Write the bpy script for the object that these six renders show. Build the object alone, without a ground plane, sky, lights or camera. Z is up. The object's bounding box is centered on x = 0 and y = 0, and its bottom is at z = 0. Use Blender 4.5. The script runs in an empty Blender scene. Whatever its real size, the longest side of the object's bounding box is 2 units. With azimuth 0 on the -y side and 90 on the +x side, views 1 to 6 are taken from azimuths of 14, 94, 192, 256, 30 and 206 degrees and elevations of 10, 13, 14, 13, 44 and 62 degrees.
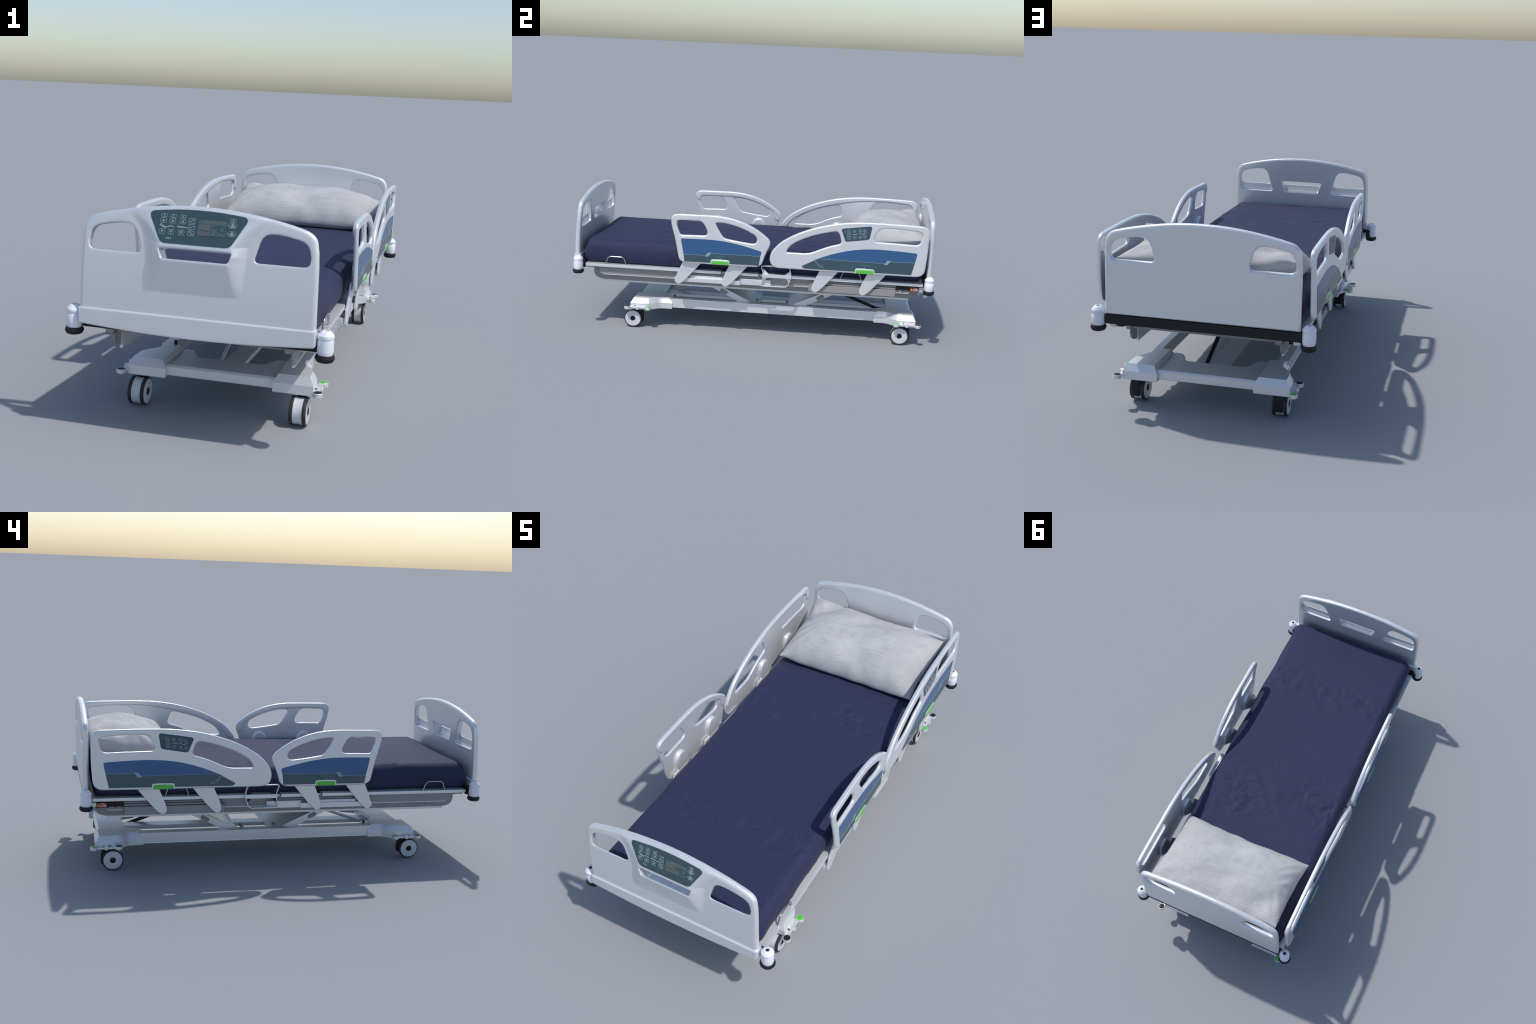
import bpy, bmesh, math, random
from mathutils import Vector, noise
from math import sin, cos, pi, sqrt, atan2, radians

random.seed(7)
scene = bpy.context.scene

# ------------------------------------------------------------------ materials
def material(name, color, rough=0.4, metal=0.0, spec=0.5, coat=0.0, sheen=0.0, builder=None):
    m = bpy.data.materials.new(name)
    m.use_nodes = True
    nt = m.node_tree
    b = nt.nodes["Principled BSDF"]
    b.inputs["Base Color"].default_value = (*color, 1)
    b.inputs["Roughness"].default_value = rough
    b.inputs["Metallic"].default_value = metal
    b.inputs["Specular IOR Level"].default_value = spec
    b.inputs["Coat Weight"].default_value = coat
    b.inputs["Coat Roughness"].default_value = 0.12
    b.inputs["Sheen Weight"].default_value = sheen
    if builder:
        builder(nt, b)
    return m

def speckle(c1, c2, scale, stretch=(1, 1, 1), detail=3.0, bump=0.0, lo=0.35, hi=0.65, bump_dist=0.002, rough_mix=None):
    """Fine colour grain on object coordinates with an optional bump."""
    def build(nt, b):
        tc = nt.nodes.new("ShaderNodeTexCoord")
        mp = nt.nodes.new("ShaderNodeMapping")
        mp.inputs["Scale"].default_value = stretch
        nz = nt.nodes.new("ShaderNodeTexNoise")
        nz.inputs["Scale"].default_value = scale
        nz.inputs["Detail"].default_value = detail
        rp = nt.nodes.new("ShaderNodeValToRGB")
        rp.color_ramp.elements[0].position = lo
        rp.color_ramp.elements[1].position = hi
        rp.color_ramp.elements[0].color = (*c1, 1)
        rp.color_ramp.elements[1].color = (*c2, 1)
        nt.links.new(tc.outputs["Object"], mp.inputs["Vector"])
        nt.links.new(mp.outputs["Vector"], nz.inputs["Vector"])
        nt.links.new(nz.outputs["Fac"], rp.inputs["Fac"])
        nt.links.new(rp.outputs["Color"], b.inputs["Base Color"])
        if bump:
            bp = nt.nodes.new("ShaderNodeBump")
            bp.inputs["Strength"].default_value = bump
            bp.inputs["Distance"].default_value = bump_dist
            nt.links.new(nz.outputs["Fac"], bp.inputs["Height"])
            nt.links.new(bp.outputs["Normal"], b.inputs["Normal"])
    return build

def pillow_weave(nt, b):
    """Slubby woven cotton: long fine streaks across the bed over a soft large blotch."""
    tc = nt.nodes.new("ShaderNodeTexCoord")
    layers = []
    for stretch, scale, det in (((2.2, 130, 130), 2.0, 4), ((10, 420, 420), 1.0, 3), ((1, 1, 1), 7.0, 2)):
        mp = nt.nodes.new("ShaderNodeMapping")
        mp.inputs["Scale"].default_value = stretch
        nz = nt.nodes.new("ShaderNodeTexNoise")
        nz.inputs["Scale"].default_value = scale
        nz.inputs["Detail"].default_value = det
        nt.links.new(tc.outputs["Object"], mp.inputs["Vector"])
        nt.links.new(mp.outputs["Vector"], nz.inputs["Vector"])
        layers.append(nz)
    mx = nt.nodes.new("ShaderNodeMix")
    mx.data_type = 'FLOAT'
    mx.inputs["Factor"].default_value = 0.45
    nt.links.new(layers[0].outputs["Fac"], mx.inputs["A"])
    nt.links.new(layers[1].outputs["Fac"], mx.inputs["B"])
    mx2 = nt.nodes.new("ShaderNodeMix")
    mx2.data_type = 'FLOAT'
    mx2.inputs["Factor"].default_value = 0.25
    nt.links.new(mx.outputs["Result"], mx2.inputs["A"])
    nt.links.new(layers[2].outputs["Fac"], mx2.inputs["B"])
    rp = nt.nodes.new("ShaderNodeValToRGB")
    rp.color_ramp.elements[0].position = 0.34
    rp.color_ramp.elements[1].position = 0.62
    rp.color_ramp.elements[0].color = (0.345, 0.347, 0.353, 1)
    rp.color_ramp.elements[1].color = (0.480, 0.484, 0.494, 1)
    nt.links.new(mx2.outputs["Result"], rp.inputs["Fac"])
    nt.links.new(rp.outputs["Color"], b.inputs["Base Color"])
    bp = nt.nodes.new("ShaderNodeBump")
    bp.inputs["Strength"].default_value = 0.25
    bp.inputs["Distance"].default_value = 0.001
    nt.links.new(mx.outputs["Result"], bp.inputs["Height"])
    nt.links.new(bp.outputs["Normal"], b.inputs["Normal"])

WHITE = material("white_plastic", (0.755, 0.77, 0.79), 0.30, metal=0.45, spec=0.5)
PAINT = material("white_painted_steel", (0.74, 0.755, 0.775), 0.34, metal=0.45, spec=0.5)
BUMPER = material("white_bumper_plastic", (0.78, 0.80, 0.86), 0.28)
GREY = material("grey_painted_steel", (0.20, 0.205, 0.215), 0.42,
                builder=speckle((0.268, 0.262, 0.264), (0.285, 0.279, 0.281), 60))
STEEL = material("brushed_steel", (0.42, 0.42, 0.43), 0.28, metal=0.9)
BLACK = material("black_plastic", (0.012, 0.012, 0.014), 0.5, spec=0.3)
STRUT = material("black_gas_spring", (0.006, 0.006, 0.006), 0.5)
TYRE = material("black_rubber", (0.022, 0.022, 0.024), 0.6)
RIM = material("pale_grey_wheel_plastic", (0.60, 0.61, 0.64), 0.4)
BLUE = material("blue_panel", (0.036, 0.118, 0.275), 0.30, metal=0.3, spec=0.8)
TEAL = material("slate_teal_panel", (0.048, 0.094, 0.124), 0.30, metal=0.3, spec=0.8)
CONSOLE = material("dark_teal_membrane", (0.038, 0.077, 0.090), 0.35)
KEYPAD = material("slate_blue_membrane", (0.036, 0.072, 0.105), 0.35)
MARK = material("pale_aqua_print", (0.32, 0.44, 0.46), 0.45)
MARKC = material("faint_aqua_print", (0.24, 0.34, 0.36), 0.45)
MARKB = material("pale_blue_print", (0.16, 0.24, 0.28), 0.45)
GREENLINE = material("green_print", (0.05, 0.23, 0.20), 0.45)
GREEN = material("bright_green_plastic", (0.10, 0.50, 0.055), 0.35)
SCREENA = material("screen_grey_brown", (0.105, 0.120, 0.118), 0.3)
SCREENB = material("screen_grey_green", (0.06, 0.10, 0.105), 0.3)
SCREENE = material("screen_blue_edge", (0.04, 0.10, 0.18), 0.3)
RED = material("red_label", (0.27, 0.025, 0.025), 0.4)
YELLOW = material("yellow_print", (0.65, 0.55, 0.04), 0.4)
ORANGE = material("orange_indicator", (0.7, 0.25, 0.05), 0.4)
PRINT = material("white_print", (0.7, 0.7, 0.7), 0.45)
SHEET = material("navy_bed_sheet", (0.024, 0.027, 0.065), 0.70, spec=0.18, sheen=0.03,
                 builder=speckle((0.0225, 0.0258, 0.066), (0.0325, 0.037, 0.085), 190, bump=0.35, bump_dist=0.0012, detail=5))
PILLOW = material("grey_pillow_cotton", (0.55, 0.54, 0.53), 0.85, spec=0.15, builder=pillow_weave)

# ------------------------------------------------------------------ object helpers
def empty(name, parent=None):
    o = bpy.data.objects.new(name, None)
    scene.collection.objects.link(o)
    o.parent = parent
    return o

def add(name, mesh, mat, parent, smooth=35, weighted=True):
    o = bpy.data.objects.new(name, mesh)
    scene.collection.objects.link(o)
    if mat is not None and not mesh.materials:
        mesh.materials.append(mat)
    o.parent = parent
    if smooth is not None:
        mesh.shade_smooth()
        mesh.set_sharp_from_angle(angle=radians(smooth))
        if weighted:
            w = o.modifiers.new("weighted", 'WEIGHTED_NORMAL')
            w.keep_sharp = True
            w.weight = 80
    return o

def finish(bm, name):
    bmesh.ops.remove_doubles(bm, verts=bm.verts, dist=1e-6)
    bmesh.ops.recalc_face_normals(bm, faces=bm.faces)
    me = bpy.data.meshes.new(name)
    bm.to_mesh(me)
    bm.free()
    return me

def baked(obj):
    """Evaluate an object's modifiers into a fresh mesh and drop the helper object."""
    dg = bpy.context.evaluated_depsgraph_get()
    dg.update()
    me = bpy.data.meshes.new_from_object(obj.evaluated_get(dg))
    bpy.data.objects.remove(obj)
    return me

def temp(mesh):
    o = bpy.data.objects.new("helper", mesh)
    scene.collection.objects.link(o)
    return o

# ------------------------------------------------------------------ 2D outlines
def rounded(pts, r=0.01, steps=6):
    """Closed polygon with quadratic fillets; a point is (a, b) or (a, b, radius)."""
    out = []
    n = len(pts)
    for i in range(n):
        p0, p1, p2 = pts[i - 1], pts[i], pts[(i + 1) % n]
        rad = p1[2] if len(p1) > 2 else r
        P0, P1, P2 = (Vector(p[:2]) for p in (p0, p1, p2))
        d0, d2 = P0 - P1, P2 - P1
        t0, t2 = min(rad, d0.length * 0.499), min(rad, d2.length * 0.499)
        if rad <= 0.0041:
            out.append(P1.copy())
            continue
        A, B = P1 + d0.normalized() * t0, P1 + d2.normalized() * t2
        bend = d0.angle(d2, pi)
        k = steps if bend < 2.6 else 2
        for j in range(k + 1):
            t = j / k
            out.append(A * (1 - t) ** 2 + P1 * 2 * t * (1 - t) + B * t * t)
    clean = []
    for p in out:
        if not clean or (p - clean[-1]).length > 1e-5:
            clean.append(p)
    if (clean[0] - clean[-1]).length < 1e-5:
        clean.pop()
    area = sum(clean[i - 1].x * clean[i].y - clean[i].x * clean[i - 1].y for i in range(len(clean)))
    if area < 0:
        clean.reverse()
    return clean

def offset(loop, d):
    """Move a counter-clockwise loop outward by d."""
    n = len(loop)
    res = []
    for i in range(n):
        a, b, c = loop[i - 1], loop[i], loop[(i + 1) % n]
        e1, e2 = (b - a).normalized(), (c - b).normalized()
        n1, n2 = Vector((e1.y, -e1.x)), Vector((e2.y, -e2.x))
        m = n1 + n2
        if m.length < 1e-4:
            m = n1
        m.normalize()
        res.append(b + m * d / max(0.5, m.dot(n1)))
    return res

def profile_bevel(b0, b1, t0, t1, seg):
    """(inset, depth) rings from face t0 to face t1 with round edges of radius b0 and b1."""
    rings = []
    s = 1 if t1 > t0 else -1
    if b0 > 0:
        for i in range(seg + 1):
            a = pi / 2 * i / seg
            rings.append((b0 * (1 - sin(a)), t0 + s * b0 * (1 - cos(a))))
    else:
        rings.append((0, t0))
    if b1 > 0:
        for i in range(seg + 1):
            a = pi / 2 * (1 - i / seg)
            rings.append((b1 * (1 - sin(a)), t1 - s * b1 * (1 - cos(a))))
    else:
        rings.append((0, t1))
    return rings

def plate(outer, holes, rings, place, name="plate", into=None):
    """Solid from a flat outline: rings are (inset, depth); place maps (a, b, depth) to space."""
    bm = into if into is not None else bmesh.new()
    first, last = [], []
    for loop, sign in [(outer, -1)] + [(h, 1) for h in holes]:
        prev = None
        n = len(loop)
        for k, (ins, dep) in enumerate(rings):
            pts = offset(loop, sign * ins) if ins else loop
            vs = [bm.verts.new(place(p.x, p.y, dep)) for p in pts]
            if k == 0:
                first += [bm.edges.new((vs[i], vs[(i + 1) % n])) for i in range(n)]
            if prev:
                for i in range(n):
                    bm.faces.new((prev[i], prev[(i + 1) % n], vs[(i + 1) % n], vs[i]))
            prev = vs
        last += [bm.edges.get((prev[i], prev[(i + 1) % n])) for i in range(n)]
    for es in (first, last):
        bmesh.ops.triangle_fill(bm, use_beauty=True, use_dissolve=False, edges=es)
    if into is None:
        return finish(bm, name)

def block(x0, x1, y0, y1, z0, z1, r=0.003, into=None, seg=2):
    bm = bmesh.new()
    res = bmesh.ops.create_cube(bm, size=1)
    for v in res["verts"]:
        v.co = Vector(((x0 + x1) / 2 + v.co.x * (x1 - x0), (y0 + y1) / 2 + v.co.y * (y1 - y0), (z0 + z1) / 2 + v.co.z * (z1 - z0)))
    if r > 0:
        r = min(r, 0.45 * min(abs(x1 - x0), abs(y1 - y0), abs(z1 - z0)))
        bmesh.ops.bevel(bm, geom=bm.edges[:], offset=r, segments=seg, affect='EDGES', profile=0.5)
    if into is None:
        return finish(bm, "block")
    merge(into, bm)

def merge(dst, src):
    me = bpy.data.meshes.new("m")
    src.to_mesh(me)
    src.free()
    dst.from_mesh(me)
    bpy.data.meshes.remove(me)

def lathe(profile, place, seg=32, into=None):
    """profile: (radius, height) list; place maps local (x, y, h) to space."""
    bm = into if into is not None else bmesh.new()
    prev = None
    for r, h in profile:
        if r < 1e-6:
            vs = [bm.verts.new(place(0, 0, h))]
        else:
            vs = [bm.verts.new(place(r * cos(2 * pi * i / seg), r * sin(2 * pi * i / seg), h)) for i in range(seg)]
        if prev:
            for i in range(seg):
                j = (i + 1) % seg
                if len(prev) == 1 and len(vs) > 1:
                    bm.faces.new((prev[0], vs[j], vs[i]))
                elif len(vs) == 1 and len(prev) > 1:
                    bm.faces.new((prev[i], prev[j], vs[0]))
                elif len(vs) > 1:
                    bm.faces.new((prev[i], prev[j], vs[j], vs[i]))
        prev = vs
    if into is None:
        return finish(bm, "lathe")

def tube(path, r, into=None, seg=10, squash=None):
    """Round bar along a list of points, capped."""
    bm = into if into is not None else bmesh.new()
    path = [Vector(p) for p in path]
    prev = None
    up = None
    n = len(path)
    for i, p in enumerate(path):
        d = (path[min(i + 1, n - 1)] - path[max(i - 1, 0)]).normalized()
        if up is None:
            up = Vector((0, 0, 1)) if abs(d.z) < 0.9 else Vector((1, 0, 0))
        side = d.cross(up).normalized()
        up = side.cross(d).normalized()
        vs = [bm.verts.new(p + side * r * cos(2 * pi * k / seg) + up * r * sin(2 * pi * k / seg)) for k in range(seg)]
        if prev:
            for k in range(seg):
                bm.faces.new((prev[k], prev[(k + 1) % seg], vs[(k + 1) % seg], vs[k]))
        else:
            bm.faces.new(vs[::-1])
        prev = vs
    bm.faces.new(prev)
    if into is None:
        return finish(bm, "tube")

def soften(path, r=0.02, steps=6):
    """Open path with rounded corners."""
    out = [Vector(path[0])]
    for a, b, c in zip(path, path[1:], path[2:]):
        a, b, c = Vector(a), Vector(b), Vector(c)
        t0, t1 = min(r, (a - b).length * .49), min(r, (c - b).length * .49)
        A, C = b + (a - b).normalized() * t0, b + (c - b).normalized() * t1
        for j in range(steps + 1):
            t = j / steps
            out.append(A * (1 - t) ** 2 + b * 2 * t * (1 - t) + C * t * t)
    out.append(Vector(path[-1]))
    return out

# ------------------------------------------------------------------ flat print helpers
class Print:
    """Collects thin raised print (frames, strokes, shapes) on one surface."""
    def __init__(self, place, thick=0.0006):
        self.bm = bmesh.new()
        self.place = place
        self.t = thick
    def poly(self, pts):
        lo = [self.bm.verts.new(self.place(a, b, 0)) for a, b in pts]
        hi = [self.bm.verts.new(self.place(a, b, self.t)) for a, b in pts]
        n = len(pts)
        self.bm.faces.new(lo[::-1])
        self.bm.faces.new(hi)
        for i in range(n):
            self.bm.faces.new((lo[i], lo[(i + 1) % n], hi[(i + 1) % n], hi[i]))
    def stroke(self, pts, w):
        for (a0, b0), (a1, b1) in zip(pts, pts[1:]):
            d = Vector((a1 - a0, b1 - b0))
            if d.length < 1e-7:
                continue
            d.normalize()
            n = Vector((-d.y, d.x)) * w / 2
            e = d * w * 0.3
            self.poly([(a0 - e.x + n.x, b0 - e.y + n.y), (a0 - e.x - n.x, b0 - e.y - n.y),
                       (a1 + e.x - n.x, b1 + e.y - n.y), (a1 + e.x + n.x, b1 + e.y + n.y)])
    def frame(self, a, b, w, h, s=0.0011, skew=0.0):
        c = 0.18 * min(w, h)
        pts = [(-w/2 + c, -h/2), (w/2 - c, -h/2), (w/2, -h/2 + c), (w/2, h/2 - c),
               (w/2 - c, h/2), (-w/2 + c, h/2), (-w/2, h/2 - c), (-w/2, -h/2 + c), (-w/2 + c, -h/2)]
        self.stroke([(a + x, b + y + skew * x) for x, y in pts], s)
    def disc(self, a, b, r, n=10):
        self.poly([(a + r * cos(2 * pi * i / n), b + r * sin(2 * pi * i / n)) for i in range(n)])
    def arrow(self, a, b, s, up=1):
        self.poly([(a - s, b - up * s * .7), (a + s, b - up * s * .7), (a, b + up * s * .9)])
    def mesh(self, name):
        return finish(self.bm, name)

# ================================================================== THE BED
bed = empty("hospital_bed")
bed["label"] = "white adjustable hospital bed with navy mattress and blue-panelled side rails"
bed["category"] = "hospital bed"

# ------------------------------------------------------------------ headboard
BOARD = [(0.381, 0.392, 0.004), (0.381, 0.64, 0.05), (0.371, 0.714, 0.05), (0.30, 0.733, 0.04), (0.20, 0.753, 0.1),
         (0.10, 0.7655, 0.1), (0.0, 0.7695, 0.1)]
def both(pts):
    """Mirror a half outline (starting at +x, ending on the axis) across x = 0."""
    return pts + [(-p[0],) + tuple(p[1:]) for p in reversed(pts) if abs(p[0]) > 1e-6]
GRIP = [(0.180, 0.6105, 0.022), (0.203, 0.694, 0.03), (0.247, 0.7055, 0.04), (0.345, 0.684, 0.028), (0.358, 0.640, 0.03), (0.353, 0.6105, 0.025)]
grip_r = rounded(GRIP)
grip_l = rounded([(-p[0],) + p[1:] for p in GRIP])

head = plate(rounded(both(BOARD)), [grip_r, grip_l], profile_bevel(0.012, 0.012, 0.9545, 0.9815, 5), lambda a, b, d: (a, d, b))
add("headboard", head, WHITE, bed)
add("headboard_mount", block(-0.386, 0.386, 0.945, 0.974, 0.351, 0.3895, 0.002), BLACK, bed)

# ------------------------------------------------------------------ footboard (leans in at the top, console bulges out)
FRONT, BACK = -0.016, 0.0112
def lean(z):
    return -0.961 + 0.12 * max(0.0, z - 0.45) ** 1.5
def ramp(v, a, b):
    t = max(0.0, min(1.0, (v - a) / (b - a)))
    return t * t * (3 - 2 * t)

def cutter(front, back, y_front, y_back):
    bm = bmesh.new()
    prev = None
    for loop, y in ((front, -0.1), (front, y_front), (back, y_back), (back, 0.1)):
        vs = [bm.verts.new((p.x, y, p.y)) for p in loop]
        n = len(vs)
        if prev:
            for i in range(n):
                bm.faces.new((prev[i], prev[(i + 1) % n], vs[(i + 1) % n], vs[i]))
        else:
            bm.faces.new(vs[::-1])
        prev = vs
    bm.faces.new(prev)
    return finish(bm, "cutter")

FOOT = [(0.385, 0.375, 0.004), (0.383, 0.55, 0.2), (0.380, 0.66, 0.05), (0.367, 0.711, 0.05), (0.295, 0.732, 0.04), (0.20, 0.751, 0.1),
        (0.10, 0.763, 0.1), (0.0, 0.7675, 0.1)]
GRIP_BACK = [(0.166, 0.571, 0.015), (0.203, 0.694, 0.03), (0.247, 0.702, 0.04), (0.343, 0.682, 0.028), (0.358, 0.640, 0.03), (0.356, 0.571, 0.015)]
body = plate(rounded(both(FOOT)), [], profile_bevel(0.0120, 0.0120, FRONT, BACK, 4), lambda a, b, d: (a, d, b))
tmp = temp(body)
helpers = []
for m in (1, -1):
    f = rounded([(m * p[0],) + p[1:] for p in GRIP])
    g = rounded([(m * p[0],) + p[1:] for p in GRIP_BACK])
    helpers.append(temp(cutter(f, g, FRONT + 0.0045, FRONT + 0.0095)))
slot_f = rounded([(0.108, 0.6065, 0.008), (0.118, 0.640, 0.006), (-0.118, 0.640, 0.006), (-0.108, 0.6065, 0.008)])
slot_b = rounded([(0.094, 0.569, 0.006), (0.115, 0.632, 0.006), (-0.115, 0.632, 0.006), (-0.094, 0.569, 0.006)])
helpers.append(temp(cutter(slot_f, slot_b, FRONT + 0.0040, FRONT + 0.0100)))
for h in helpers:
    md = tmp.modifiers.new("cut", 'BOOLEAN')
    md.operation = 'DIFFERENCE'
    md.solver = 'EXACT'
    md.object = h
    h.hide_render = True
md = tmp.modifiers.new("remesh", 'REMESH')
md.mode = 'VOXEL'
md.voxel_size = 0.0028
md = tmp.modifiers.new("smooth", 'SMOOTH')
md.factor = 0.5
md.iterations = 4
foot = baked(tmp)
for h in helpers:
    bpy.data.objects.remove(h)

def console_y(z):
    return -0.9580 - 0.308 * (0.757 - z)

def console_out(x, z):
    """How far the control console stands out of the board's front face."""
    ax = abs(x)
    plane_y = console_y(z)                           # tilted membrane plane
    top = (lean(z) + FRONT) - plane_y
    low = 0.0305 * (z - 0.497) / (0.606 - 0.497)      # chin falling back below the slot
    h = min(top, low, lean(z) + FRONT + 0.9985)
    if z > 0.750:
        h *= ramp(z, 0.768, 0.750)
    # half-widths of the crest and of the foot of the side slope at this height
    if z > 0.653:
        inner = 0.113 + (z - 0.653) * (0.163 - 0.113) / (0.735 - 0.653)
        outer = inner + 0.048 + 0.25 * max(0, z - 0.69)
    else:
        k = (0.653 - z) / (0.653 - 0.50)
        inner = 0.113 - 0.008 * min(1, k * 3) + 0.028 * max(0, k - 0.33)
        outer = 0.163 - 0.012 * k
    t = 1 - max(0.0, min(1.0, (ax - inner) / (outer - inner)))
    soft = t * t * (3 - 2 * t) * 0.5 + t * 0.5
    return max(0.0, h) * soft

for v in foot.vertices:
    x, d, z = v.co
    front = ramp(d, 0.005, -0.012)
    v.co.y = lean(z) + d - front * console_out(x, z)
add("footboard", foot, WHITE, bed, smooth=60, weighted=False)

skirt_outline = rounded([(0.3855, 0.421, 0.003), (-0.3855, 0.421, 0.003), (-0.3855, 0.3675, 0.008), (-0.30, 0.3615, 0.05), (-0.18, 0.3545, 0.05),
                         (-0.06, 0.351, 0.05), (0.06, 0.351, 0.05), (0.18, 0.3545, 0.05), (0.30, 0.3615, 0.05), (0.3855, 0.3675, 0.008)])
add("footboard_skirt", plate(skirt_outline, [], profile_bevel(0.006, 0.003, -0.9835, -0.943, 4), lambda a, b, d: (a, d, b)), WHITE, bed)
add("footboard_mount", block(-0.386, 0.386, -0.942, -0.922, 0.346, 0.386, 0.002), BLACK, bed)

# console membrane and its print, on the tilted plane
def on_console(a, b, d):
    n = Vector((0, -1, -0.308)).normalized()
    return Vector((a, console_y(b), b)) + n * (d + 0.0008)
panel = rounded([(-0.160, 0.745, 0.022), (-0.07, 0.7545, 0.04), (0.0, 0.7565, 0.04), (0.07, 0.7545, 0.04), (0.165, 0.745, 0.022),
                 (0.1095, 0.6525, 0.016), (-0.1115, 0.6525, 0.016)])
console = empty("control_console", bed)
add("console_membrane", plate(panel, [], [(0, -0.004), (0, 0.0), (0.0008, 0.0006)], on_console), CONSOLE, console)
top = lambda dz: (lambda a, b, d: on_console(a, b, d + 0.0006 + dz))
pr = Print(top(0.0))
for x in (-0.1078, -0.0784, -0.0462, 0.1125):
    pr.frame(x, 0.7353, 0.0178, 0.0085)
    pr.disc(x, 0.7353, 0.0022)
for x in (-0.1084, -0.079, -0.0464):
    pr.frame(x, 0.7203, 0.0185, 0.0142)
    pr.arrow(x, 0.7203, 0.0048, 1)
    pr.frame(x - 0.0014, 0.6875, 0.0185, 0.0142)
    pr.arrow(x - 0.0014, 0.6875, 0.0048, -1)
for z, pts in ((0.7246, [(-0.0065, -0.003), (-0.0005, 0.0), (0.0065, 0.0035)]), (0.7061, [(-0.006, -0.001), (-0.001, -0.002), (0.002, 0.001), (0.0065, 0.002)]),
               (0.6877, [(-0.0055, 0.0045), (0.006, -0.0035)])):
    pr.frame(-0.0172, z, 0.0205, 0.0142)
    pr.stroke([(-0.0172 + a, z + b) for a, b in pts], 0.002)
for z, s in ((0.7192, 1), (0.695, -1)):
    pr.frame(0.1122, z, 0.0195, 0.0145)
    pr.poly([(0.1122 - 0.006, z - 0.002), (0.1122 + 0.006, z - 0.002), (0.1122 + 0.003, z + 0.0055), (0.1122 - 0.003, z + 0.0055)])
    pr.poly([(0.1122 - 0.007, z - 0.005), (0.1122 + 0.007, z - 0.005), (0.1122 + 0.007, z - 0.0032), (0.1122 - 0.007, z - 0.0032)])
    for sd in (1, -1):
        c = 0.1122 + sd * 0.0135
        pr.poly([(c - sd * s * 0.0015, z - 0.0022), (c + sd * s * 0.002, z), (c - sd * s * 0.0015, z + 0.0022)])
pr.disc(-0.115, 0.7066, 0.0036)
pr.stroke([(-0.1105, 0.7035), (-0.097, 0.6992)], 0.0052)
pr.stroke([(-0.097, 0.6995), (-0.0842, 0.7056)], 0.0036)
pr.stroke([(-0.0842, 0.7056), (-0.0725, 0.7028)], 0.0028)
pr.disc(-0.0605, 0.7045, 0.0029)
pr.stroke([(-0.0555, 0.7042), (-0.043, 0.7036)], 0.0044)
pr.stroke([(-0.043, 0.7034), (-0.031, 0.7027)], 0.0026)
add("console_icons", pr.mesh("console_icons"), MARKC, console, smooth=None)
pr = Print(top(0.0))
pr.poly([(0.0032, 0.6825), (0.0938, 0.6825), (0.0938, 0.7300), (0.0032, 0.7300)])
add("display_frame", pr.mesh("display_frame"), SCREENE, console, smooth=None)
pr = Print(top(0.0006))
pr.poly([(0.0042, 0.6835), (0.0436, 0.6835), (0.0436, 0.7185), (0.0042, 0.7185)])
pr.poly([(0.0160, 0.7190), (0.0928, 0.7190), (0.0928, 0.7290), (0.0160, 0.7290)])
add("display_page", pr.mesh("display_page"), SCREENA, console, smooth=None)
pr = Print(top(0.0006))
pr.poly([(0.0442, 0.6835), (0.0928, 0.6835), (0.0928, 0.7184), (0.0442, 0.7184)])
pr.poly([(0.0042, 0.7190), (0.0154, 0.7190), (0.0154, 0.7290), (0.0042, 0.7290)])
add("display_menu", pr.mesh("display_menu"), SCREENB, console, smooth=None)
pr = Print(top(0.0012), 0.0004)
pr.poly([(0.0545, 0.7095), (0.0700, 0.7095), (0.0700, 0.7145), (0.0545, 0.7145)])
pr.poly([(0.0700, 0.6965), (0.0915, 0.6965), (0.0915, 0.7150), (0.0700, 0.7150)])
pr.stroke([(0.0125, 0.7000), (0.0160, 0.7000), (0.0200, 0.6992), (0.0390, 0.6985)], 0.0026)
add("display_shade", pr.mesh("display_shade"), CONSOLE, console, smooth=None)
pr = Print(top(0.0018), 0.0004)
pr.frame(0.0810, 0.7060, 0.0080, 0.0110, 0.0010)
pr.disc(0.0810, 0.7060, 0.0018)
pr.frame(0.0097, 0.7240, 0.0060, 0.0070, 0.0009)
for i in range(5):
    pr.stroke([(0.047 + 0.0015 * (i % 2), 0.6865 + 0.0036 * i), (0.062 - 0.003 * (i % 3), 0.6865 + 0.0036 * i)], 0.0009)
pr.stroke([(0.0720, 0.6885), (0.0900, 0.6885)], 0.0009)
pr.stroke([(0.0210, 0.7245), (0.0420, 0.7245)], 0.0009)
pr.stroke([(0.0500, 0.7245), (0.0600, 0.7245)], 0.0009)
add("display_symbols", pr.mesh("display_symbols"), MARKB, console, smooth=None)
pr = Print(top(0.0))
for i in range(3):
    pr.poly([(-0.0945 + 0.006 * i, 0.666), (-0.0900 + 0.006 * i, 0.666), (-0.0900 + 0.006 * i, 0.671), (-0.0945 + 0.006 * i, 0.671)])
add("battery_indicator", pr.mesh("battery_indicator"), material("green_indicator", (0.12, 0.34, 0.22), 0.4), console, smooth=None)
pr = Print(top(0.0))
pr.disc(0.1126, 0.7297, 0.0013)
add("alarm_indicator", pr.mesh("alarm_indicator"), ORANGE, console, smooth=None)

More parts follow.
